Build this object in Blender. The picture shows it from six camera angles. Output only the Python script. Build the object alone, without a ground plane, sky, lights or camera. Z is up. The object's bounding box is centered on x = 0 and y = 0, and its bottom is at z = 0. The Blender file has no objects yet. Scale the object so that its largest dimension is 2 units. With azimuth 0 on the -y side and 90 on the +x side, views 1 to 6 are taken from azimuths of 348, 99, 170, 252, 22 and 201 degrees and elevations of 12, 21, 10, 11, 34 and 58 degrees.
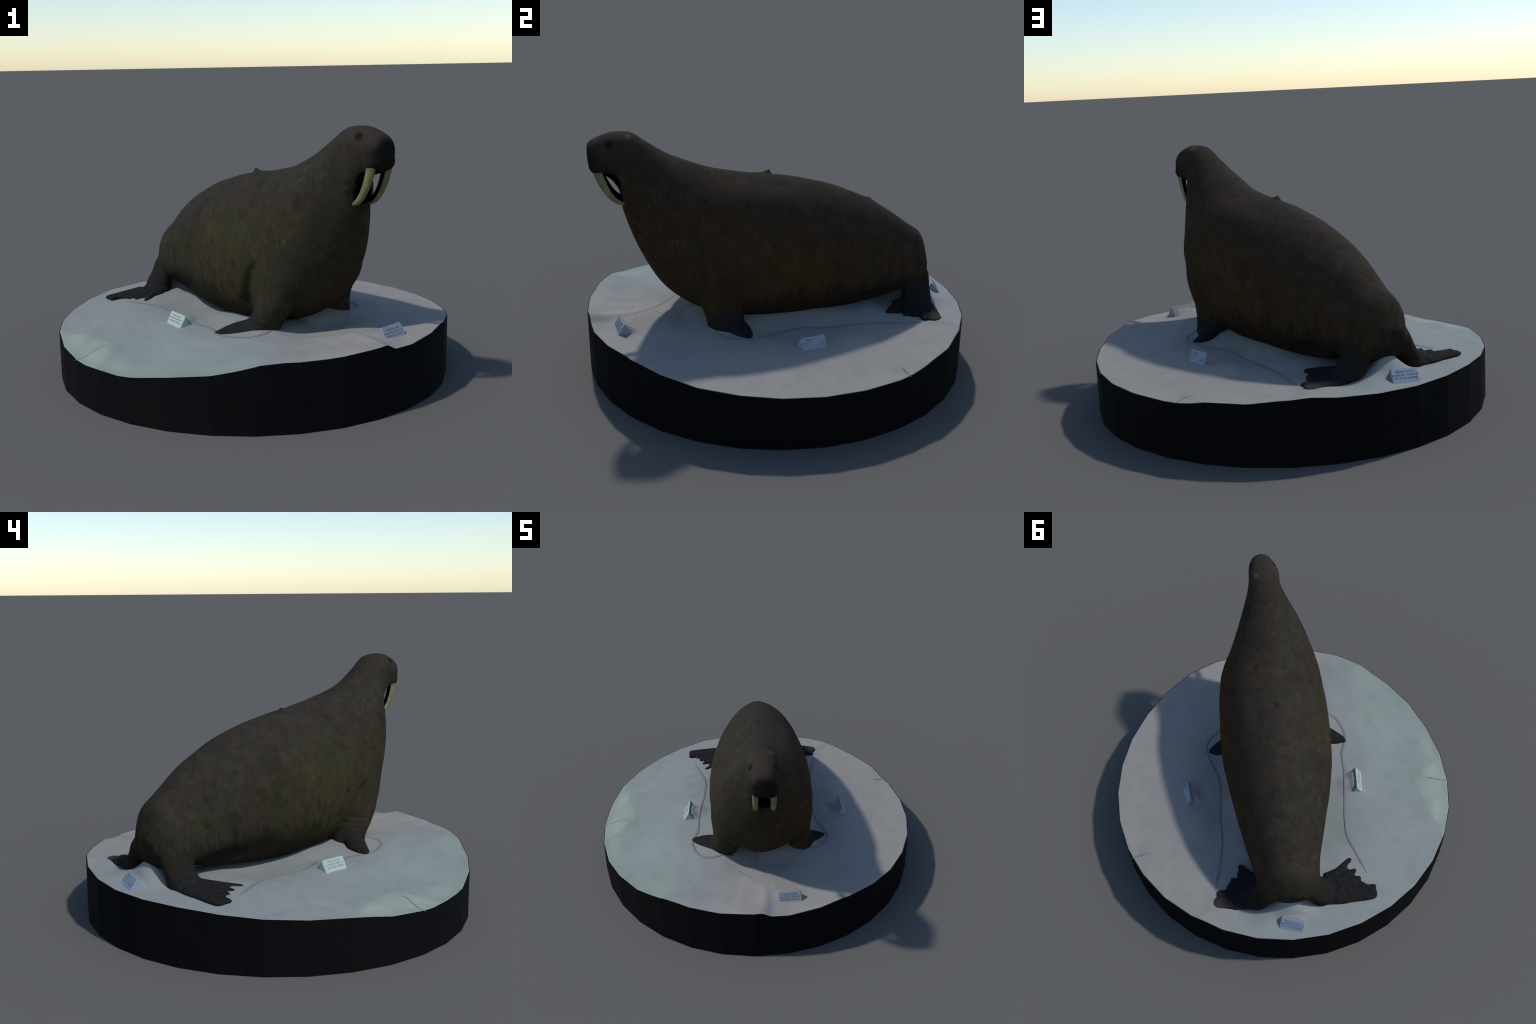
import bpy, bmesh, math, random
import numpy as np
from mathutils import Vector, Matrix

random.seed(7)
rng = np.random.default_rng(7)

# ------------------------------------------------------------------ frame
# the animal looks 22.5 degrees off the -y axis; s runs forward along it,
# t to its left-hand (+x) side, z up.
YAW = math.radians(22.5)
FWD = np.array([math.sin(YAW), -math.cos(YAW), 0.0])
SIDE = np.array([math.cos(YAW), math.sin(YAW), 0.0])
ORG = np.array([0.02, -0.033, 0.0])


def W(s, t, z):
    """local (s, t, z) -> world"""
    p = ORG + np.multiply.outer(np.asarray(s, float), FWD) + np.multiply.outer(np.asarray(t, float), SIDE)
    p[..., 2] = z
    return p


def smooth01(x, lo, hi):
    u = np.clip((x - lo) / (hi - lo), 0, 1)
    return u * u * (3 - 2 * u)


# ------------------------------------------------------------------ mesh helpers
def obj_from(name, verts, faces, mat=None, parent=None, smooth=True):
    me = bpy.data.meshes.new(name)
    me.from_pydata([tuple(v) for v in verts], [], [tuple(f) for f in faces])
    me.update()
    ob = bpy.data.objects.new(name, me)
    bpy.context.scene.collection.objects.link(ob)
    if mat:
        me.materials.append(mat)
    if smooth:
        me.polygons.foreach_set("use_smooth", [True] * len(me.polygons))
    if parent:
        ob.parent = parent
    return ob


def ring_faces(rows, n, base=0, caps=True):
    f = []
    for i in range(rows - 1):
        for j in range(n):
            a, b = base + i * n + j, base + i * n + (j + 1) % n
            f.append((a, b, b + n, a + n))
    if caps:
        f.append(tuple(base + j for j in range(n))[::-1])
        f.append(tuple(base + (rows - 1) * n + j for j in range(n)))
    return f


def catmull(P, m):
    P = np.asarray(P, float)
    Q = np.vstack([2 * P[0] - P[1], P, 2 * P[-1] - P[-2]])
    out = []
    for i in range(len(P) - 1):
        p0, p1, p2, p3 = Q[i:i + 4]
        for k in range(m):
            t = k / m
            out.append(.5 * (2 * p1 + (p2 - p0) * t + (2 * p0 - 5 * p1 + 4 * p2 - p3) * t * t
                             + (3 * p1 - p0 - 3 * p2 + p3) * t ** 3))
    out.append(P[-1])
    return np.array(out)


class Soup:
    """collects closed shells that are fused later"""
    def __init__(self):
        self.v, self.f, self.n = [], [], 0

    def add(self, verts, faces):
        self.v.append(np.asarray(verts, float))
        self.f += [tuple(i + self.n for i in f) for f in faces]
        self.n += len(verts)

    def loft(self, secs, m=4, n=24):
        """secs: rows of centre(3), A(3), B(3) in local s,t,z; ellipse c + A cos + B sin"""
        R = catmull(secs, m)
        ph = np.linspace(0, 2 * np.pi, n, endpoint=False)
        P = (R[:, None, 0:3] + R[:, None, 3:6] * np.cos(ph)[None, :, None] + R[:, None, 6:9] * np.sin(ph)[None, :, None])
        V = W(P[..., 0], P[..., 1], P[..., 2]).reshape(-1, 3)
        self.add(V, ring_faces(len(R), n))

    def blob(self, c, r, n=20):
        V, F = [], []
        th = np.linspace(0.05, np.pi - 0.05, n // 2)
        ph = np.linspace(0, 2 * np.pi, n, endpoint=False)
        for a in th:
            for b in ph:
                V.append(W(c[0] + r[0] * math.sin(a) * math.cos(b), c[1] + r[1] * math.sin(a) * math.sin(b), c[2] + r[2] * math.cos(a)))
        self.add(np.array(V), ring_faces(len(th), n))


# ------------------------------------------------------------------ node helpers
class NT:
    def __init__(self, name, rough=0.8, spec=0.3):
        self.mat = bpy.data.materials.new(name)
        self.mat.use_nodes = True
        self.t = self.mat.node_tree
        self.t.nodes.clear()
        self.out = self.t.nodes.new("ShaderNodeOutputMaterial")
        self.bsdf = self.t.nodes.new("ShaderNodeBsdfPrincipled")
        self.bsdf.inputs["Roughness"].default_value = rough
        self.bsdf.inputs["Specular IOR Level"].default_value = spec
        self.t.links.new(self.bsdf.outputs[0], self.out.inputs[0])
        self.co = self.t.nodes.new("ShaderNodeTexCoord").outputs["Object"]

    def put(self, v, sock):
        if isinstance(v, bpy.types.NodeSocket):
            self.t.links.new(v, sock)
        elif isinstance(v, (tuple, list)) and sock.type == "RGBA" and len(v) == 3:
            sock.default_value = (*v, 1)
        else:
            sock.default_value = v

    def m(self, op, a, b=0.0, c=0.0, clamp=False):
        n = self.t.nodes.new("ShaderNodeMath")
        n.operation, n.use_clamp = op, clamp
        for i, v in enumerate((a, b, c)):
            self.put(v, n.inputs[i])
        return n.outputs[0]

    def add(self, a, b): return self.m("ADD", a, b)
    def sub(self, a, b): return self.m("SUBTRACT", a, b)
    def mul(self, a, b): return self.m("MULTIPLY", a, b)
    def inv(self, a): return self.m("SUBTRACT", 1.0, a)
    def mx(self, a, b): return self.m("MAXIMUM", a, b)
    def mn(self, a, b): return self.m("MINIMUM", a, b)

    def dot(self, vec, d, off=0.0):
        n = self.t.nodes.new("ShaderNodeVectorMath")
        n.operation = "DOT_PRODUCT"
        self.put(vec, n.inputs[0])
        n.inputs[1].default_value = tuple(d)
        return self.add(n.outputs["Value"], off) if off else n.outputs["Value"]

    def dist(self, p, co=None):
        n = self.t.nodes.new("ShaderNodeVectorMath")
        n.operation = "DISTANCE"
        self.put(co or self.co, n.inputs[0])
        n.inputs[1].default_value = tuple(p)
        return n.outputs["Value"]

    def step(self, v, lo, hi, a=0.0, b=1.0):
        n = self.t.nodes.new("ShaderNodeMapRange")
        n.interpolation_type = "SMOOTHSTEP"
        self.put(v, n.inputs["Value"])
        flip = lo > hi
        if flip:
            lo, hi, a, b = hi, lo, b, a
        for k, x in (("From Min", lo), ("From Max", hi), ("To Min", a), ("To Max", b)):
            n.inputs[k].default_value = x
        return n.outputs["Result"]

    def scale(self, s, loc=(0, 0, 0), rot=(0, 0, 0)):
        n = self.t.nodes.new("ShaderNodeMapping")
        self.put(self.co, n.inputs["Vector"])
        n.inputs["Scale"].default_value = s
        n.inputs["Location"].default_value = loc
        n.inputs["Rotation"].default_value = rot
        return n.outputs[0]

    def noise(self, scale, detail=3.0, rough=0.55, co=None, dist=0.0):
        n = self.t.nodes.new("ShaderNodeTexNoise")
        self.put(co or self.co, n.inputs["Vector"])
        n.inputs["Scale"].default_value = scale
        n.inputs["Detail"].default_value = detail
        n.inputs["Roughness"].default_value = rough
        n.inputs["Distortion"].default_value = dist
        return n.outputs[0]

    def voro(self, scale, co=None):
        n = self.t.nodes.new("ShaderNodeTexVoronoi")
        self.put(co or self.co, n.inputs["Vector"])
        n.inputs["Scale"].default_value = scale
        return n.outputs["Distance"]

    def mix(self, f, a, b, mode="MIX"):
        n = self.t.nodes.new("ShaderNodeMix")
        n.data_type, n.blend_type = "RGBA", mode
        self.put(f, n.inputs[0])
        self.put(a, n.inputs[6])
        self.put(b, n.inputs[7])
        return n.outputs[2]

    def color(self, c):
        self.put(c, self.bsdf.inputs["Base Color"])
        return self

    def bump(self, h, strength=0.2, d=0.01):
        n = self.t.nodes.new("ShaderNodeBump")
        n.inputs["Strength"].default_value = strength
        n.inputs["Distance"].default_value = d
        self.put(h, n.inputs["Height"])
        self.t.links.new(n.outputs[0], self.bsdf.inputs["Normal"])


# ------------------------------------------------------------------ hide
def hide_material():
    k = NT("walrus_hide", rough=0.85, spec=0.03)
    s = k.dot(k.co, FWD, -float(ORG @ FWD))
    t = k.dot(k.co, SIDE, -float(ORG @ SIDE))
    z = k.dot(k.co, (0, 0, 1))
    n1 = k.noise(4.5, 4)
    n2 = k.noise(16, 4)
    n3 = k.noise(60, 3)
    streak = k.noise(1.0, 4, co=k.scale((34, 34, 7)))
    wob = k.sub(n1, 0.5)
    # left flank olive, right flank warm brown, back grey brown
    side = k.step(k.add(k.add(t, k.mul(wob, 0.25)), -0.04), -0.12, 0.12)
    col = k.mix(side, (0.0300, 0.0268, 0.0185), (0.0395, 0.0256, 0.0152))
    olive = k.mul(k.inv(side), k.step(k.add(k.dist(W(0.06, -0.27, 0.52)), k.mul(k.sub(n2, 0.5), 0.25)), 0.52, 0.12))
    col = k.mix(k.mul(olive, 0.52), col, (0.0400, 0.0345, 0.0160))
    rust = k.mul(side, k.step(k.add(k.dist(W(-0.05, 0.33, 0.5)), k.mul(k.sub(n2, 0.5), 0.25)), 0.55, 0.12))
    col = k.mix(k.mul(rust, 0.7), col, (0.0490, 0.0285, 0.0125))
    # grey saddle over the back
    back = k.step(k.add(k.sub(z, k.mul(s, 0.32)), k.mul(wob, 0.3)), 0.74, 0.98)
    col = k.mix(k.mul(back, 0.75), col, (0.0315, 0.0280, 0.0242))
    # mottling
    col = k.mix(k.step(n2, 0.35, 0.7), col, k.mix(1.0, col, (1.26, 1.22, 1.12), "MULTIPLY"))
    col = k.mix(k.mul(k.step(n3, 0.45, 0.75), 0.45), col, k.mix(1.0, col, (0.66, 0.66, 0.68), "MULTIPLY"))
    hue = k.noise(6.5, 3, co=k.scale((1, 1, 1), (4.1, 2.2, 0.7)))
    col = k.mix(k.step(hue, 0.36, 0.64), k.mix(1.0, col, (1.035, 0.975, 0.97), "MULTIPLY"), k.mix(1.0, col, (0.965, 1.01, 0.96), "MULTIPLY"))
    col = k.mix(k.mul(k.step(k.noise(8.0, 4, co=k.scale((1, 1, 0.7), (1.1, 5.2, 3.7))), 0.52, 0.66), 0.42), col, k.mix(1.0, col, (0.60, 0.60, 0.62), "MULTIPLY"))
    col = k.mix(k.mul(k.step(streak, 0.52, 0.68), 0.35), col, k.mix(1.0, col, (0.62, 0.62, 0.64), "MULTIPLY"))
    col = k.mix(k.mul(k.step(k.noise(38.0, 3, co=k.scale((1, 1, 0.6), (7.7, 0.2, 1.7))), 0.54, 0.68), 0.5), col, k.mix(1.0, col, (1.45, 1.40, 1.32), "MULTIPLY"))
    spots = k.mul(k.step(k.voro(9.0, k.scale((1, 1, 1), (0.3, 0.1, 0.2))), 0.22, 0.08), k.step(k.noise(3.0, 1), 0.46, 0.54))
    col = k.mix(k.mul(spots, 0.6), col, (0.016, 0.014, 0.011))
    # dark belly with a ragged, streaky edge
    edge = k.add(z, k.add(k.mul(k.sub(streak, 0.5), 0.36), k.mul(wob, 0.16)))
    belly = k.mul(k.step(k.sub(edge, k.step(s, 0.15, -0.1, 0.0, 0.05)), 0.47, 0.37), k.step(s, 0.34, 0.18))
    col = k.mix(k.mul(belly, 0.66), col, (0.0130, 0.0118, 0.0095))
    # scarred neck and chest: pale pinkish flecks drawn out downwards
    fl = k.voro(1.0, k.scale((42, 42, 17)))
    keep = k.step(k.noise(9.0, 2), 0.5, 0.62)
    neck = k.mul(k.step(s, 0.30, 0.52), k.step(z, 1.12, 1.0))
    fleck = k.mul(k.mul(k.step(fl, 0.36, 0.12), keep), neck)
    col = k.mix(k.mul(fleck, 0.6), col, (0.085, 0.062, 0.046))
    # folds near the wrist
    # dark slate flippers
    foot = None
    for p, r0, r1 in ((W(0.29, -0.33, 0.27), 0.12, 0.20), (W(0.26, 0.38, 0.27), 0.12, 0.20),
                      (W(-0.74, -0.38, 0.26), 0.17, 0.27), (W(-0.74, 0.33, 0.26), 0.17, 0.27)):
        d = k.step(k.add(k.dist(p), k.mul(k.sub(n2, 0.5), 0.08)), r1, r0)
        foot = d if foot is None else k.mx(foot, d)
    col = k.mix(k.mul(foot, 0.85), col, k.mix(k.step(n3, 0.4, 0.7), (0.0135, 0.0135, 0.0150), (0.0220, 0.0215, 0.0210)))
    # sunlight on the end of the +x hind flipper, painted as a paler brown
    col = k.mix(k.mul(k.step(k.dist(W(-0.835, 0.42, 0.30)), 0.085, 0.04), 0.8), col, (0.050, 0.044, 0.038))
    # head: brown crown, black muzzle, eye patches
    crown = k.step(k.dist(W(0.80, 0.05, 1.27)), 0.17, 0.06)
    col = k.mix(k.mul(crown, 0.6), col, (0.0400, 0.0310, 0.0260))
    muz = k.step(k.add(k.dist(W(0.925, 0.062, 1.135)), k.mul(k.sub(n2, 0.5), 0.05)), 0.125, 0.06)
    col = k.mix(k.mul(muz, 0.85), col, (0.0090, 0.0095, 0.0105))
    for p in (W(0.816, -0.019, 1.242), W(0.81, 0.120, 1.238)):
        col = k.mix(k.mul(k.step(k.dist(p), 0.030, 0.008), 0.85), col, (0.0070, 0.0075, 0.0080))
    # pale rubbed spot on the crown
    rub = k.step(k.add(k.dist(W(0.714, 0.090, 1.270)), k.mul(k.sub(n3, 0.5), 0.03)), 0.020, 0.008)
    col = k.mix(k.mul(rub, 0.8), col, (0.085, 0.075, 0.036))
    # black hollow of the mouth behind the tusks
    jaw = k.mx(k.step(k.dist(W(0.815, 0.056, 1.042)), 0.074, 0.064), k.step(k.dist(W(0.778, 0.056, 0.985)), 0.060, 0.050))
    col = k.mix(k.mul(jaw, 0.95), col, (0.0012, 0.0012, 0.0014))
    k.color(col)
    k.bump(k.add(k.mul(n2, 0.6), k.mul(streak, 0.4)), 0.25, 0.006)
    return k.mat


def cloth_material():
    k = NT("white_cloth", rough=0.9, spec=0.1)
    x = k.dot(k.co, (1, 0, 0))
    y = k.dot(k.co, (0, 1, 0))
    n1 = k.noise(3.0, 4)
    n2 = k.noise(11, 4)
    n3 = k.noise(1.0, 3, co=k.scale((60, 14, 14), rot=(0, 0, 0.5)))
    wob = k.mul(k.sub(n1, 0.5), 0.10)
    col = k.mix(k.step(k.add(x, wob), -0.25, 0.35), (0.248, 0.266, 0.254), (0.276, 0.264, 0.244))
    # scan's baked lit area, painted greenish into the cloth, crisp straight edge in front
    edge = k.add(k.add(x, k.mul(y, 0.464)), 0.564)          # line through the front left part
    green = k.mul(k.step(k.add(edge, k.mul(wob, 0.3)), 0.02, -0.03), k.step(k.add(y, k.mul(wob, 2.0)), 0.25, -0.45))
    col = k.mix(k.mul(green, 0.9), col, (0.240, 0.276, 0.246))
    rim = k.mul(k.step(k.add(k.dot(k.co, (0.778, 0.629, 0)), k.mul(wob, 0.3)), -0.745, -0.775), k.step(k.dot(k.co, (0.90, -0.43, 0)), -0.515, -0.545))  # second lit patch of the scan, brightened in colour at the left rim
    col = k.mix(k.mul(rim, 0.75), col, (0.275, 0.325, 0.265))
    # blotches and faint grain
    col = k.mix(k.step(n2, 0.4, 0.72), col, k.mix(1.0, col, (0.915, 0.92, 0.935), "MULTIPLY"))
    col = k.mix(k.step(n1, 0.45, 0.7), col, k.mix(1.0, col, (1.04, 1.035, 1.045), "MULTIPLY"))
    col = k.mix(k.mul(k.step(n3, 0.55, 0.75), 0.3), col, k.mix(1.0, col, (0.86, 0.86, 0.86), "MULTIPLY"))
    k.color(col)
    k.bump(k.add(n2, n3), 0.15, 0.006)
    return k.mat


def plain(name, c, rough=0.8, spec=0.2, var=0.12, sc=30):
    k = NT(name, rough, spec)
    n = k.noise(sc, 3)
    k.color(k.mix(n, tuple(v * (1 - var) for v in c), tuple(v * (1 + var) for v in c)))
    return k.mat


def tusk_material():
    k = NT("ivory", rough=0.45, spec=0.35)
    z = k.dot(k.co, (0, 0, 1))
    g = k.noise(1.0, 3, co=k.scale((90, 90, 14)))
    col = k.mix(k.step(g, 0.35, 0.7), (0.150, 0.136, 0.052), (0.225, 0.200, 0.095))
    col = k.mix(k.mul(k.step(k.add(z, k.mul(k.sub(g, 0.5), 0.04)), 1.115, 1.085), 1.0), (0.10, 0.088, 0.045), col)
    k.color(col)
    return k.mat


HIDE = hide_material()
CLOTH = cloth_material()
BLACK = plain("black_paint", (0.0046, 0.0050, 0.0056), 0.8, 0.06, 0.15, 8)
IVORY = tusk_material()
HOLLOW = plain("tusk_hollow", (0.0012, 0.0012, 0.0014), 0.9, 0.02)
EYE = plain("eye_dark", (0.0065, 0.007, 0.0075), 0.8, 0.03)
def card_pair(name, c):
    return (plain(name, c, 0.8, 0.1, 0.05, 40), plain(name + "_ink", tuple(v * 0.80 for v in c), 0.8, 0.05, 0.05))


CARD_GREENISH = card_pair("card_greenish_white", (0.370, 0.440, 0.415))
CARD_GREY = card_pair("card_grey_white", (0.235, 0.255, 0.300))
CARD_SHADE_TINT = card_pair("card_shade_tint", (0.275, 0.315, 0.370))  # right card's white cooled to blue for the shade it sits in
CARD_REAR = card_pair("card_dull_blue", (0.235, 0.285, 0.350))
CORD = plain("grey_cord", (0.196, 0.199, 0.198), 0.9, 0.1, 0.2)
STAIN = plain("faint_crease", (0.232, 0.234, 0.226), 0.9, 0.1, 0.15)

root = bpy.data.objects.new("walrus_on_plinth", None)
bpy.context.scene.collection.objects.link(root)
root["label"] = "brown walrus with tusks on cloth-covered round black plinth"
root["category"] = "stuffed walrus"

# ------------------------------------------------------------------ plinth and cloth
# height of the cut cloth edge round the 32-sided plinth: (angle in degrees, z)
RIM = np.array([(-180, .247), (-174, .236), (-168, .222), (-160, .213), (-153, .204), (-146, .211), (-139, .208), (-133, .218),
                (-124, .241), (-112, .265), (-106, .285), (-100, .311), (-94, .318), (-83, .317), (-71, .325), (-65, .331),
                (-62, .303), (-55, .300), (-45, .309), (-36, .316), (-30, .308), (-22, .296), (-11, .279), (0, .271),
                (10, .264), (22, .260), (36, .259), (50, .259), (54, .268), (57, .278), (69, .280), (76, .292), (84, .300),
                (92, .290), (102, .283), (112, .279), (122, .279), (135, .278), (146, .269), (157, .258), (169, .251), (180, .247)])


def rim_z(deg):
    d = (deg + 180) % 360 - 180
    return np.interp(d, RIM[:, 0], RIM[:, 1])


def rim_r(deg):
    half = 180 / 32
    off = (deg % (2 * half)) - half
    return math.cos(math.radians(half)) / np.cos(np.radians(off))


# broad swells and hollows of the cloth: x, y, radius, height
SWELLS = [(-.56, -.20, .16, -.020), (-.58, .02, .12, -.008), (-.86, -.14, .09, .020), (-.80, -.34, .09, .020), (-.71, -.54, .09, .018),
          (.50, -.34, .17, .020), (.60, -.08, .16, .018), (.52, .22, .15, .003), (.38, .43, .11, .018), (.28, .60, .12, .006),
          (-.05, -.55, .16, .018), (.25, -.45, .18, .006), (.37, -.65, .12, .020), (-.30, .22, .15, -.024), (.03, .86, .07, .012), (-.20, .84, .08, .018), (-.10, -.86, .14, .010), (-.37, -.11, .06, .024), (.36, .20, .07, .008)]
AXIS_T = 0.022
# the four sign cards in local s, t, z: upper left, upper right, lower left, lower right corner of the printed face
CARDS = [((-.133, -.440, .340), (.012, -.442, .341), (-.129, -.468, .289), (.010, -.471, .291)),
         ((.806, .129, .360), (.789, .266, .364), (.838, .133, .306), (.826, .271, .309)),
         ((-.028, .564, .345), (-.157, .547, .350), (-.045, .592, .297), (-.165, .570, .297)),
         ((-.922, .051, .344), (-.960, -.076, .334), (-.962, .068, .291), (-.992, -.069, .288))]


def ground(x, y):
    """height of the cloth"""
    r = np.hypot(x, y)
    deg = np.degrees(np.arctan2(y, x))
    # average the rim a little further inside so that its kinks fade
    rz = rim_z(deg)
    far = sum(rim_z(deg + o) for o in (-14, -7, 0, 7, 14)) / 5
    u = smooth01(r, 0.80, 1.0)
    edge = far + (rz - far) * u
    z = 0.290 + (edge - 0.290) * smooth01(r, 0.50, 1.0)
    s = (x - ORG[0]) * FWD[0] + (y - ORG[1]) * FWD[1]
    t = (x - ORG[0]) * SIDE[0] + (y - ORG[1]) * SIDE[1]
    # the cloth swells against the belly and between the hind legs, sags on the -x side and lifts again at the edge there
    z = z + 0.100 * np.exp(-((np.maximum(s + 0.84, 0) / 0.12) ** 2 + (np.minimum(s + 0.84, 0) / 0.062) ** 2) - ((t - 0.0) / 0.095) ** 2)
    along = np.where(t > AXIS_T, 0.45 * smooth01(s, -0.66, -0.45) + 0.55 * smooth01(s, -0.40, -0.15), smooth01(s, -0.18, 0.08)) * smooth01(s, 0.50, 0.30)
    z = z + along * np.where(t > AXIS_T, 0.056, 0.028) * smooth01(np.abs(t - AXIS_T), 0.39, 0.15)
    for px, py, wd, h in SWELLS:
        z = z + h * np.exp(-((x - px) ** 2 + (y - py) ** 2) / wd ** 2) * smooth01(r, 1.0, 0.9)
    z = z + 0.0035 * np.sin(7.3 * x + 3.1 * y + 1.0) * np.sin(5.1 * y - 4.0 * x) * smooth01(r, 1.0, 0.6)
    # the cloth is drawn up in a soft ramp behind every card
    for TL, TR, BL, BR in CARDS:
        TL, TR, BL, BR = (np.array(c) for c in (TL, TR, BL, BR))
        mid, run = (TL + TR) / 2, TR - TL
        half = np.linalg.norm(run[:2]) / 2
        run = run[:2] / np.linalg.norm(run[:2])
        back = ((TL + TR) / 2 - (BL + BR) / 2)[:2]
        back = back / np.linalg.norm(back)
        u = (s - mid[0]) * run[0] + (t - mid[1]) * run[1]
        v = (s - mid[0]) * back[0] + (t - mid[1]) * back[1]
        ramp = mid[2] - 0.010 - 0.62 * np.maximum(v, 0)
        m = smooth01(np.abs(u), half + 0.004, half - 0.030) * smooth01(v, -0.004, 0.014)
        z = z + np.maximum(ramp - z, 0) * m
    # pulled folds that run in from the edge
    for ang, length, h, w in ((-157, 0.24, 0.014, 0.011), (49.5, 0.14, 0.014, 0.010), (-63, 0.33, 0.016, 0.024), (83, 0.16, 0.010, 0.03)):
        c, q = math.cos(math.radians(ang)), math.sin(math.radians(ang))
        al, ac = x * c + y * q, -x * q + y * c
        z = z + h * np.exp(-(ac / w) ** 2) * np.clip((al - (1 - length)) / length, 0, 1) * smooth01(al, 1.01, 0.9)
    return z


NTH = 384
ang = np.linspace(-180, 180, NTH, endpoint=False)
rr = rim_r(ang)
cs, sn = np.cos(np.radians(ang)), np.sin(np.radians(ang))
# plinth: flat facets, upper edge follows the cloth
bx, rows = [], []
top = rim_z(ang) - 0.0005
rows.append(np.stack([cs * rr, sn * rr, 0 * cs], 1))
rows.append(np.stack([cs * rr, sn * rr, top], 1))
rows.append(np.stack([cs * rr * 0.9965, sn * rr * 0.9965, top], 1))
rows.append(np.stack([cs * rr * 0.985, sn * rr * 0.985, top - 0.03], 1))
V = np.vstack(rows)
F = ring_faces(4, NTH, caps=False)
V = np.vstack([V, [[0, 0, 0.0], [0, 0, 0.18]]])
for j in range(NTH):
    F.append((NTH * 4, (j + 1) % NTH, j))
    F.append((NTH * 4 + 1, 3 * NTH + j, 3 * NTH + (j + 1) % NTH))
plinth = obj_from("plinth", V, F, BLACK, root, smooth=False)
# cloth: closed sheet with some thickness
rad = np.concatenate([np.linspace(0.01, 0.55, 44), np.linspace(0.56, 0.9965, 70)])
V, F = [], []
for f in rad:
    x, y = cs * rr * f, sn * rr * f
    V.append(np.stack([x, y, ground(x, y)], 1))
low = V[-1].copy(); low[:, 2] -= 0.012; V.append(low)
low2 = V[0].copy(); low2[:, 2] = 0.235; V.append(low2)
F = ring_faces(len(V), NTH, caps=True)
cloth = obj_from("cloth_cover", np.vstack(V), F, CLOTH, root)

# ------------------------------------------------------------------ body
# cross sections from rump to snout:
# back point (s, z), belly point (s, z), sideways offset, half width, height of the widest place, fullness above / below
BODY = [
    (-0.886, 0.500, -0.864, 0.405, 0.000, 0.086, -0.36, 2.0, 2.4),
    (-0.846, 0.634, -0.715, 0.350, 0.004, 0.166, -0.34, 1.88, 2.4),
    (-0.759, 0.700, -0.510, 0.298, 0.012, 0.200, -0.24, 1.9, 2.35),
    (-0.582, 0.824, -0.317, 0.276, 0.017, 0.243, -0.148, 1.96, 2.5),
    (-0.363, 0.932, -0.171, 0.268, 0.020, 0.282, -0.129, 1.879, 2.5),
    (-0.106, 1.000, -0.002, 0.268, 0.025, 0.313, -0.076, 1.772, 2.4),
    (0.129, 1.037, 0.224, 0.288, 0.030, 0.316, -0.053, 1.772, 2.25),
    (0.289, 1.069, 0.409, 0.352, 0.037, 0.304, -0.128, 1.79, 1.97),
    (0.404, 1.105, 0.568, 0.472, 0.029, 0.268, -0.18, 1.806, 1.80),
    (0.523, 1.157, 0.673, 0.654, 0.027, 0.204, -0.137, 1.956, 1.68),
    (0.627, 1.226, 0.752, 0.876, 0.039, 0.127, 0.127, 2.076, 1.7),
    (0.686, 1.268, 0.766, 0.980, 0.047, 0.092, 0.40, 2.156, 2.0),
    (0.734, 1.279, 0.800, 1.040, 0.046, 0.086, 0.40, 2.157, 2.1),
    (0.805, 1.276, 0.836, 1.070, 0.050, 0.081, 0.212, 2.087, 2.1),
    (0.886, 1.250, 0.868, 1.074, 0.056, 0.069, 0.014, 2.05, 2.2),
    (0.912, 1.226, 0.894, 1.105, 0.055, 0.056, 0.05, 2.1, 2.3),
]
soup = Soup()
R = catmull(BODY, 8)
ph = np.linspace(0, 2 * np.pi, 72, endpoint=False)
sd, zd, sv, zv, tt, ww, y0, pd, pv = R.T[:, :, None]
yc, sg = np.cos(ph)[None], np.sign(np.sin(ph))[None]
yy = np.where(yc > y0, (yc - y0) / (1 - y0), (yc - y0) / (1 + y0))
pp = np.where(yc > y0, pd, pv)
xx = ww * sg * np.maximum(1 - np.abs(yy) ** pp, 0) ** (1 / pp)
S = (sd + sv) / 2 + (sd - sv) / 2 * yc
Z = (zd + zv) / 2 + (zd - zv) / 2 * yc
V = W(S, tt + xx, Z).reshape(-1, 3)
soup.add(V, ring_faces(len(R), 72))
soup.blob((0.890, 0.055, 1.165), (0.026, 0.054, 0.055))
soup.blob((-0.795, -0.005, 0.430), (0.080, 0.140, 0.095))          # short tail web between the hind legs
# whisker pads over the tusk roots
for q in (-1, 1):
    soup.blob((0.868, 0.056 + q * 0.032, 1.132), (0.042, 0.043, 0.046))

AXIS_T = 0.022


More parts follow.
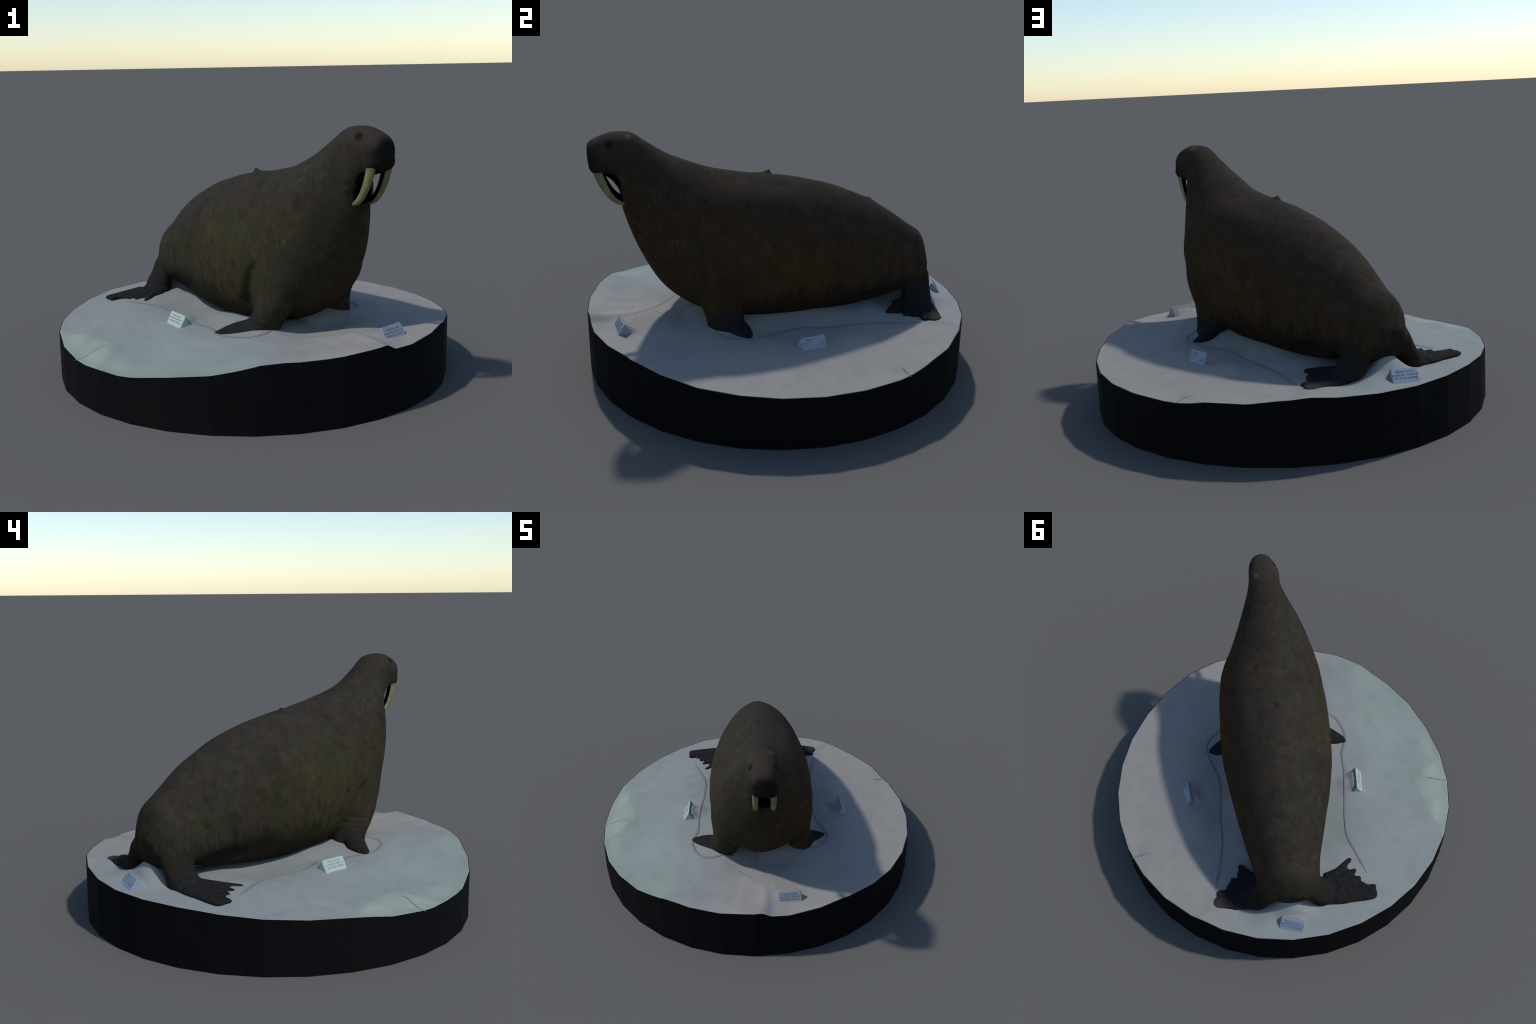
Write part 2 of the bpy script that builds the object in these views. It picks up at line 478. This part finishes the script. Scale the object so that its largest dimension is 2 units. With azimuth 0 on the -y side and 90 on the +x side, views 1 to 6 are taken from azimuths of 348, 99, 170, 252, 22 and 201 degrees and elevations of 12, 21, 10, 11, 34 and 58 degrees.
def foreleg(q, ds):
    T = lambda d: AXIS_T + q * d
    o = 0.030 if q > 0 else 0.0
    sec = [(0.380, 0.165 + o, .69, .14, .125), (0.388, 0.170 + o, .60, .145, .120), (0.376, 0.172 + o, .52, .130, .112),
           (0.350, 0.185 + o, .45, .106, .098), (0.330, 0.198 + o * 1.3, .38, .096, .086), (0.322, 0.205 + o * 1.5, .325, .096, .080),
           (0.318, 0.207 + o * 1.5, .270, .098, .080)]
    soup.loft([(s + ds * 0.3 + (0.042 * smooth01(z, .54, .45) - 0.050 * smooth01(z, .42, .29) if q < 0 else -0.024 * smooth01(z, .54, .40)), T(d), z, a, 0, 0, 0, q * b, 0) for s, d, z, a, b in sec])
    fl = [(0.332, 0.205, .305, .098, .058), (0.310, 0.26, .304, .106, .048), (0.287, 0.33, .300, .084, .031),
          (0.262, 0.38, .295, .050, .020), (0.247, 0.412, .292, .030, .015), (0.242, 0.424, .290, .012, .008)]
    soup.loft([(s + ds, T(d), z, a * .92, -q * a * .39, 0, 0, 0, b) for s, d, z, a, b in fl])
    # short blunt digits along the trailing edge
    for k in range(4):
        u = k / 3
        c0 = np.array([0.275 - 0.02 * u + ds, T(0.30 + 0.07 * u), 0.300])
        c1 = np.array([0.205 + 0.02 * u + ds, T(0.305 + 0.115 * u), 0.292])
        soup.loft([(*(c0 + (c1 - c0) * v), 0.25 * r, q * r, 0, 0, 0, 0.8 * r) for v, r in ((0, .018), (.5, .017), (.9, .013), (1.0, .006))], n=12)


foreleg(-1, 0.0)
foreleg(1, -0.042)


def hindleg(q, toes, webs, rear, lift):
    T = lambda d: q * d
    sec = [(-0.62, 0.095, .60, .12, .09), (-0.69, 0.092, .52, .110, .078), (-0.762, 0.100, .45, .104, .070),
           (-0.785, 0.130, .385, .082, .066), (-0.785, 0.165, .335, .080, .068), (-0.778, 0.178, .275, .084, .072)]
    soup.loft([(s + (0.010 if q < 0 else 0), T(d), z, a, 0, 0, 0, q * b, 0) for s, d, z, a, b in sec])
    # palm spreads sideways
    palm = [(-0.765, 0.15, .295, .082, .048), (-0.755, 0.22, .290, .090, .030), (-0.752, 0.28, .286, .094, .017),
            (-0.755, 0.325, .284, .088, .016), (-0.765, 0.352, .283, .060, .011)]
    soup.loft([(s + rear * 0.4, T(d), z + lift, a, 0, 0, 0, 0, b) for s, d, z, a, b in palm])
    for (es, et), r in webs:                                       # skin between the toes, thinner than them
        c0, c1 = np.array([-0.735 + 0.45 * (es + 0.735), T(et * 0.62), .292 + lift]), np.array([es, T(et), .284 + lift])
        d = c1 - c0; d[2] = 0; d /= np.linalg.norm(d)
        p = np.array([-d[1], d[0], 0])
        soup.loft([(*(c0 + (c1 - c0) * u), *(p * r * w), 0, 0, h) for u, w, h in ((0, 1.2, .018), (.5, 1.0, .015), (.9, .75, .010), (1.0, .45, .006))], n=14)
    for (rs, rt), (es, et), r in toes:
        c0, c1 = np.array([rs, T(rt), .290 + lift]), np.array([es, T(et), .284 + lift])
        d = c1 - c0; d[2] = 0; d /= np.linalg.norm(d)
        p = np.array([-d[1], d[0], 0])
        prof = [(0, 1.10, .024), (.35, 1.0, .021), (.7, .95, .0155), (.93, .80, .012), (1.0, .40, .007)]
        soup.loft([(*(c0 + (c1 - c0) * u), *(p * r * w), 0, 0, h) for u, w, h in prof], n=14)


hindleg(-1, [((-.69, .23), (-.565, .368), .021), ((-.71, .26), (-.637, .390), .021), ((-.735, .27), (-.686, .414), .022),
             ((-.765, .28), (-.726, .438), .023), ((-.795, .26), (-.785, .495), .047), ((-.77, .33), (-.742, .494), .022)],
        [((-.622, .346), .030), ((-.664, .377), .028), ((-.712, .409), .028), ((-.745, .440), .024)], 0.0, -0.003)
hindleg(1, [((-.69, .18), (-.580, .278), .021), ((-.71, .21), (-.665, .326), .021), ((-.735, .22), (-.704, .348), .022),
            ((-.77, .24), (-.745, .405), .027), ((-.812, .20), (-.800, .424), .044)],
        [((-.620, .284), .034), ((-.690, .322), .030), ((-.730, .352), .026), ((-.772, .398), .036)], -0.02, 0.014)

src = obj_from("source", np.vstack(soup.v), soup.f)
md = src.modifiers.new("fuse", "REMESH")
md.mode, md.voxel_size = "VOXEL", 0.0065
dg = bpy.context.evaluated_depsgraph_get()
me = bpy.data.meshes.new_from_object(src.evaluated_get(dg))
bpy.data.objects.remove(src)

nv = len(me.vertices)
co = np.empty(nv * 3); me.vertices.foreach_get("co", co); co = co.reshape(-1, 3)
ne = len(me.edges)
ed = np.empty(ne * 2, int); me.edges.foreach_get("vertices", ed); ed = ed.reshape(-1, 2)
deg = np.bincount(ed.ravel(), minlength=nv)[:, None]


def relax(co, w, it):
    for _ in range(it):
        acc = np.zeros_like(co)
        for c in range(3):
            acc[:, c] = np.bincount(ed[:, 0], co[ed[:, 1], c], nv) + np.bincount(ed[:, 1], co[ed[:, 0], c], nv)
        co = co + (acc / deg - co) * w[:, None]
    return co


def local(co):
    d = co - ORG
    return d @ FWD, d @ SIDE, co[:, 2]


s, t, z = local(co)
w = np.full(nv, 0.0)
for (cs_, ct, cz, r) in ((.36, -.22, .60, .20), (.34, .27, .60, .20), (-.66, -.15, .50, .17), (-.66, .15, .50, .17),
                         (.34, -.25, .36, .12), (.31, .30, .36, .12), (-.77, -.2, .36, .09), (-.77, .2, .36, .09),
                         (.855, .055, 1.12, .075), (.91, .055, 1.17, .06), (-.86, 0, .42, .12)):
    d = np.sqrt((s - cs_) ** 2 + (t - ct) ** 2 + (z - cz) ** 2)
    w = np.maximum(w, smooth01(d, r, r * 0.5))
co = relax(co, w * 0.6, 45)
co = relax(co, np.full(nv, 0.5), 4)

# relief: spike and ledge on the ridge of the back, skin folds, soft lumps
s, t, z = local(co)
tm = np.interp(s, [-.87, -.36, .13, .5, .9], [-.005, .019, .03, .027, .056])
up = z > np.interp(s, [-.9, -.36, .13, .5], [.5, .85, .95, 1.05])
for sp, h, run, drop, wd, tc in ((0.0, 0.026, 0.10, 0.010, 0.018, 0.001), (-0.548, 0.010, 0.09, 0.04, 0.05, -0.001)):
    f = np.where(s > sp, np.clip(1 - (s - sp) / run, 0, 1) ** 2.8, np.clip(1 - (sp - s) / drop, 0, 1) ** 1.3)
    co[:, 2] += up * h * f * np.exp(-((t - tc) / wd) ** 2)
me.vertices.foreach_set("co", co.ravel()); me.update()
nr = np.empty(nv * 3); me.vertices.foreach_get("normal", nr); nr = nr.reshape(-1, 3)
s, t, z = local(co)
lump = 0.0022 * np.sin(9 * s + 4 * z + 1.3) * np.sin(8 * t + 6 * z) + 0.0012 * np.sin(23 * s - 11 * z) * np.sin(19 * t + 13 * s)
fold = np.zeros(nv)
# wrinkles round the wrists and ankles
for (a, b, c, r) in ((.33, -.24, .40, .11), (.31, .28, .40, .11), (-.76, -.2, .37, .10), (-.76, .2, .37, .10)):
    d = np.sqrt((s - a) ** 2 + (t - b) ** 2 + (z - c) ** 2)
    fold += smooth01(d, r, r * .4) * 0.0011 * np.sin(z * 190 + 70 * t + 3 * np.sin(34 * s + 20 * t))
# creases behind the shoulders
for q in (-1, 1):
    line = np.interp(z, [.34, .47, .60, .68], [.20, .262, .335, .40]) - (0.03 if q > 0 else 0)
    side = (t - AXIS_T) * q > 0.12
    fold -= side * (0.022 if q < 0 else 0.008) * np.exp(-((s - line) / .032) ** 2) * smooth01(z, .36, .42) * smooth01(z, .68, .58)
# hollow between the thigh and the belly on the -x side
dent = smooth01(np.sqrt(((s + .52) / .17) ** 2 + ((t + .17) / .09) ** 2 + ((z - .355) / .085) ** 2), 1.0, 0.2)
fold -= 0.022 * dent
fold -= 0.014 * smooth01(np.sqrt(((s + .36) / .28) ** 2 + ((t + .20) / .10) ** 2 + ((z - .385) / .095) ** 2), 1.0, 0.0)
fold -= 0.026 * smooth01(np.sqrt(((s + .52) / .15) ** 2 + ((t - .20) / .08) ** 2 + ((z - .365) / .075) ** 2), 1.0, 0.2)
co = co + nr * (lump + fold)[:, None]
me.vertices.foreach_set("co", co.ravel()); me.update()
nr = np.empty(nv * 3); me.vertices.foreach_get("normal", nr); nr = nr.reshape(-1, 3)

# broad swellings that the even sections lack: centre, reach, height
for (a, b, c), (ra, rb, rc), h in (((.10, .21, .94), (.34, .14, .15), .013), ((.73, .115, .98), (.10, .07, .13), .014),
                                   ((.73, -.015, 1.06), (.09, .06, .15), .014), ((.44, .30, .78), (.14, .10, .16), .010), ((.48, -.17, .56), (.14, .12, .18), .022)):
    co += nr * (h * smooth01(np.sqrt(((s - a) / ra) ** 2 + ((t - b) / rb) ** 2 + ((z - c) / rc) ** 2), 1.0, 0.1))[:, None]
me.vertices.foreach_set("co", co.ravel()); me.update()
nr = np.empty(nv * 3); me.vertices.foreach_get("normal", nr); nr = nr.reshape(-1, 3)

# split into anatomical regions
nf = len(me.polygons)
ls = np.empty(nf, int); me.polygons.foreach_get("loop_start", ls)
lt = np.empty(nf, int); me.polygons.foreach_get("loop_total", lt)
lv = np.empty(len(me.loops), int); me.loops.foreach_get("vertex_index", lv)
cen = np.empty(nf * 3); me.polygons.foreach_get("center", cen); cen = cen.reshape(-1, 3)
s, t, z = local(cen)
region = np.zeros(nf, int)                                        # 0 torso
region[(s - .40) * .92 + (z - 1.10) * .0 + (z - 1.10) * -.20 > 0.0] = 0
neck_side = (s - .51) * .90 - (z - .83) * -.35 > 0.0
head_side = (s - .70) * .95 + (z - 1.12) * .31 > 0.0
region[neck_side & (z > .56)] = 1
region[head_side & (z > .93)] = 2
for q, rid in ((-1, 3), (1, 4)):
    d = (t - AXIS_T) * q
    region[(z < .56) & (d > .115 + .10 * smooth01(z, .46, .56)) & (s > np.interp(z, [.3, .34, .47, .56], [.10, .17, .25, .31]) - .0) & (s < .52)] = rid
for q, rid in ((-1, 5), (1, 6)):
    d = t * q
    region[(z < .45) & (d > .03) & (s < -.50) & (s < np.interp(z, [.28, .45], [-.50, -.64])) | ((z < .36) & (d > .24) & (s < -.5))] = rid
NAMES = ["torso", "neck", "head", "forelimb", "forelimb", "hindlimb", "hindlimb"]
parts = {}
for rid, nm in enumerate(NAMES):
    idx = np.nonzero(region == rid)[0]
    if not len(idx):
        continue
    loops = np.concatenate([lv[ls[i]:ls[i] + lt[i]] for i in idx])
    used, inv = np.unique(loops, return_inverse=True)
    faces, p = [], 0
    for i in idx:
        faces.append(tuple(inv[p:p + lt[i]])); p += lt[i]
    ob = obj_from(nm, co[used], faces, HIDE, root)
    ob.data.normals_split_custom_set_from_vertices([tuple(v) for v in nr[used]])
    parts[rid] = ob
bpy.data.meshes.remove(me)
head = parts[2]

# ------------------------------------------------------------------ eyes, tusks
for c in ((0.816, -0.011, 1.240), (0.811, 0.113, 1.237)):
    e = Soup(); e.blob(c, (0.011, 0.006, 0.008))
    obj_from("eye", np.vstack(e.v), e.f, EYE, head)

TUSK = [(0.872, 1.158, .025, .020), (0.869, 1.112, .0250, .0180), (0.858, 1.070, .0225, .0172), (0.842, 1.030, .0200, .0162),
        (0.820, 0.990, .0175, .0152), (0.793, 0.958, .0148, .0145), (0.764, 0.940, .0112, .0120), (0.744, 0.935, .007, .008)]
for q in (-1, 1):
    R = catmull([(*r, 0.056 + q * (0.045 - 0.008 * (i == 0) + 0.004 * math.sin(i / 7 * 3.1))) for i, r in enumerate(TUSK)], 6)
    n = 20
    ph = np.linspace(0, 2 * np.pi, n, endpoint=False)
    V, F = [], ring_faces(len(R), n)
    for i, (a, b, ra, rb, tc) in enumerate(R):
        j0, j1 = max(i - 1, 0), min(i + 1, len(R) - 1)
        d = np.array([R[j1, 0] - R[j0, 0], R[j1, 1] - R[j0, 1]]); d /= np.linalg.norm(d)
        nrm = np.array([-d[1], d[0]])                              # points forward
        V.append(W(a + nrm[0] * ra * np.cos(ph), tc + rb * np.sin(ph), b + nrm[1] * ra * np.cos(ph)))
    ob = obj_from("tusk", np.vstack(V), F, IVORY, head)
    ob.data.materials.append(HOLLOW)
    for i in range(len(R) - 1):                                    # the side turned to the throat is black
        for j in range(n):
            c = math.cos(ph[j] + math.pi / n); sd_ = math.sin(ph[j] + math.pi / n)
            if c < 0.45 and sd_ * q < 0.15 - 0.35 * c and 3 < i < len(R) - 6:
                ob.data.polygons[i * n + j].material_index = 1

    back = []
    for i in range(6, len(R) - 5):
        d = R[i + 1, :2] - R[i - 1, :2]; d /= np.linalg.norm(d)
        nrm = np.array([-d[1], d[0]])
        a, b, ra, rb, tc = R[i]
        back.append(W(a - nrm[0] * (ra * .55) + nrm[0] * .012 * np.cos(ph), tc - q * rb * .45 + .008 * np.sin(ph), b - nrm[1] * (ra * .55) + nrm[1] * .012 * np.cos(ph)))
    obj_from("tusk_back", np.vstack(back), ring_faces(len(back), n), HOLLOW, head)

# ------------------------------------------------------------------ sign cards
LINES = "Please do not\ntouch the walrus or\nsit on the iceberg"


def sign_card(TL, TR, BL, BR, mat):
    TL, TR, BL, BR = (W(*p) for p in (TL, TR, BL, BR))
    right = (TR - TL + BR - BL); right /= np.linalg.norm(right)
    upv = (TL + TR - BL - BR) / 2
    out = np.cross(right, upv); out /= np.linalg.norm(out)
    flat = np.array([upv[0], upv[1], 0.0])
    drop = np.array([0, 0, -0.016])
    # tent profile: front foot, ridge, back foot, extruded along the card
    prof_l = [BL + drop - flat * .3, TL, TL + flat * 1.3 + (BL - TL) * np.array([0, 0, 1]) + drop]
    prof_r = [BR + drop - flat * .3, TR, TR + flat * 1.3 + (BR - TR) * np.array([0, 0, 1]) + drop]
    V = np.array(prof_l + prof_r)
    F = [(0, 1, 2), (5, 4, 3), (0, 3, 4, 1), (1, 4, 5, 2), (2, 5, 3, 0)]
    ob = obj_from("sign_card", V, F, mat[0], root, smooth=False)
    bm = bmesh.new(); bm.from_mesh(ob.data)
    bmesh.ops.recalc_face_normals(bm, faces=bm.faces)
    bmesh.ops.bevel(bm, geom=list(bm.edges), offset=0.006, segments=3, affect="EDGES", profile=0.5)
    bm.to_mesh(ob.data); bm.free()
    cu = bpy.data.curves.new("lettering", "FONT")
    cu.body, cu.align_x, cu.align_y = LINES, "CENTER", "CENTER"
    cu.size, cu.extrude, cu.space_line = 0.0155, 0.0006, 0.95
    tx = bpy.data.objects.new("lettering_source", cu)
    bpy.context.scene.collection.objects.link(tx)
    dg = bpy.context.evaluated_depsgraph_get()
    tm_ = bpy.data.meshes.new_from_object(tx.evaluated_get(dg))
    bpy.data.objects.remove(tx)
    v = np.empty(len(tm_.vertices) * 3); tm_.vertices.foreach_get("co", v); v = v.reshape(-1, 3)
    un = upv / np.linalg.norm(upv)
    c = (TL + TR + BL + BR) / 4 + out * 0.0004 - un * 0.002
    v = c + v[:, :1] * right + v[:, 1:2] * un + v[:, 2:] * out
    tm_.vertices.foreach_set("co", v.ravel()); tm_.update()
    tm_.name = "lettering"
    le = bpy.data.objects.new("lettering", tm_)
    bpy.context.scene.collection.objects.link(le)
    tm_.materials.clear(); tm_.materials.append(mat[1])
    le.parent = ob


for corners, paint in zip(CARDS, (CARD_GREENISH, CARD_GREY, CARD_SHADE_TINT, CARD_REAR)):
    sign_card(*corners, paint)


# ------------------------------------------------------------------ cords and creases lying on the cloth
def cord(name, pts, r, mat):
    P = catmull(pts, 10)
    x, y = P[:, 0], P[:, 1]
    zc = ground(x, y) + r * 0.15
    P = np.stack([x, y, zc], 1)
    d = np.gradient(P, axis=0); d[:, 2] = 0; d /= np.linalg.norm(d, axis=1)[:, None]
    nrm = np.stack([-d[:, 1], d[:, 0], 0 * x], 1)
    ph = np.linspace(0, 2 * np.pi, 8, endpoint=False)
    taper = np.minimum(1, np.minimum(np.arange(len(P)), np.arange(len(P))[::-1]) / 6 + 0.15)
    V = P[:, None] + r * taper[:, None, None] * (nrm[:, None] * np.cos(ph)[None, :, None] * 1.5 + np.array([0, 0, 0.22]) * np.sin(ph)[None, :, None])
    obj_from(name, V.reshape(-1, 3), ring_faces(len(P), 8), mat, root)


cord("cord", [(-.01, -.49), (-.06, -.534), (-.116, -.548), (-.171, -.526), (-.235, -.458), (-.262, -.40), (-.272, -.306), (-.329, -.18),
              (-.376, -.036), (-.428, .119), (-.475, .221), (-.542, .297), (-.647, .406)], 0.0056, CORD)
cord("cord", [(.46, -.235), (.492, -.202), (.520, -.155), (.530, -.10), (.519, -.05), (.461, .019), (.381, .10), (.322, .21), (.270, .35),
              (.20, .50), (.150, .68), (.125, .79)], 0.0056, CORD)
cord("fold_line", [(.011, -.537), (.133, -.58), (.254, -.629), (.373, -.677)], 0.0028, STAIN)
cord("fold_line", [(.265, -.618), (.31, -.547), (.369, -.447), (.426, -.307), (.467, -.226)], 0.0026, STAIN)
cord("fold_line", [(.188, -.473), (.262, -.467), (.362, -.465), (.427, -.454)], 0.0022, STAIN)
cord("fold_line", [(-.935, -.385), (-.90, -.372), (-.85, -.352), (-.80, -.332)], 0.0026, CORD)
cord("fold_line", [(.665, .752), (.63, .728), (.59, .703), (.555, .680)], 0.0026, CORD)
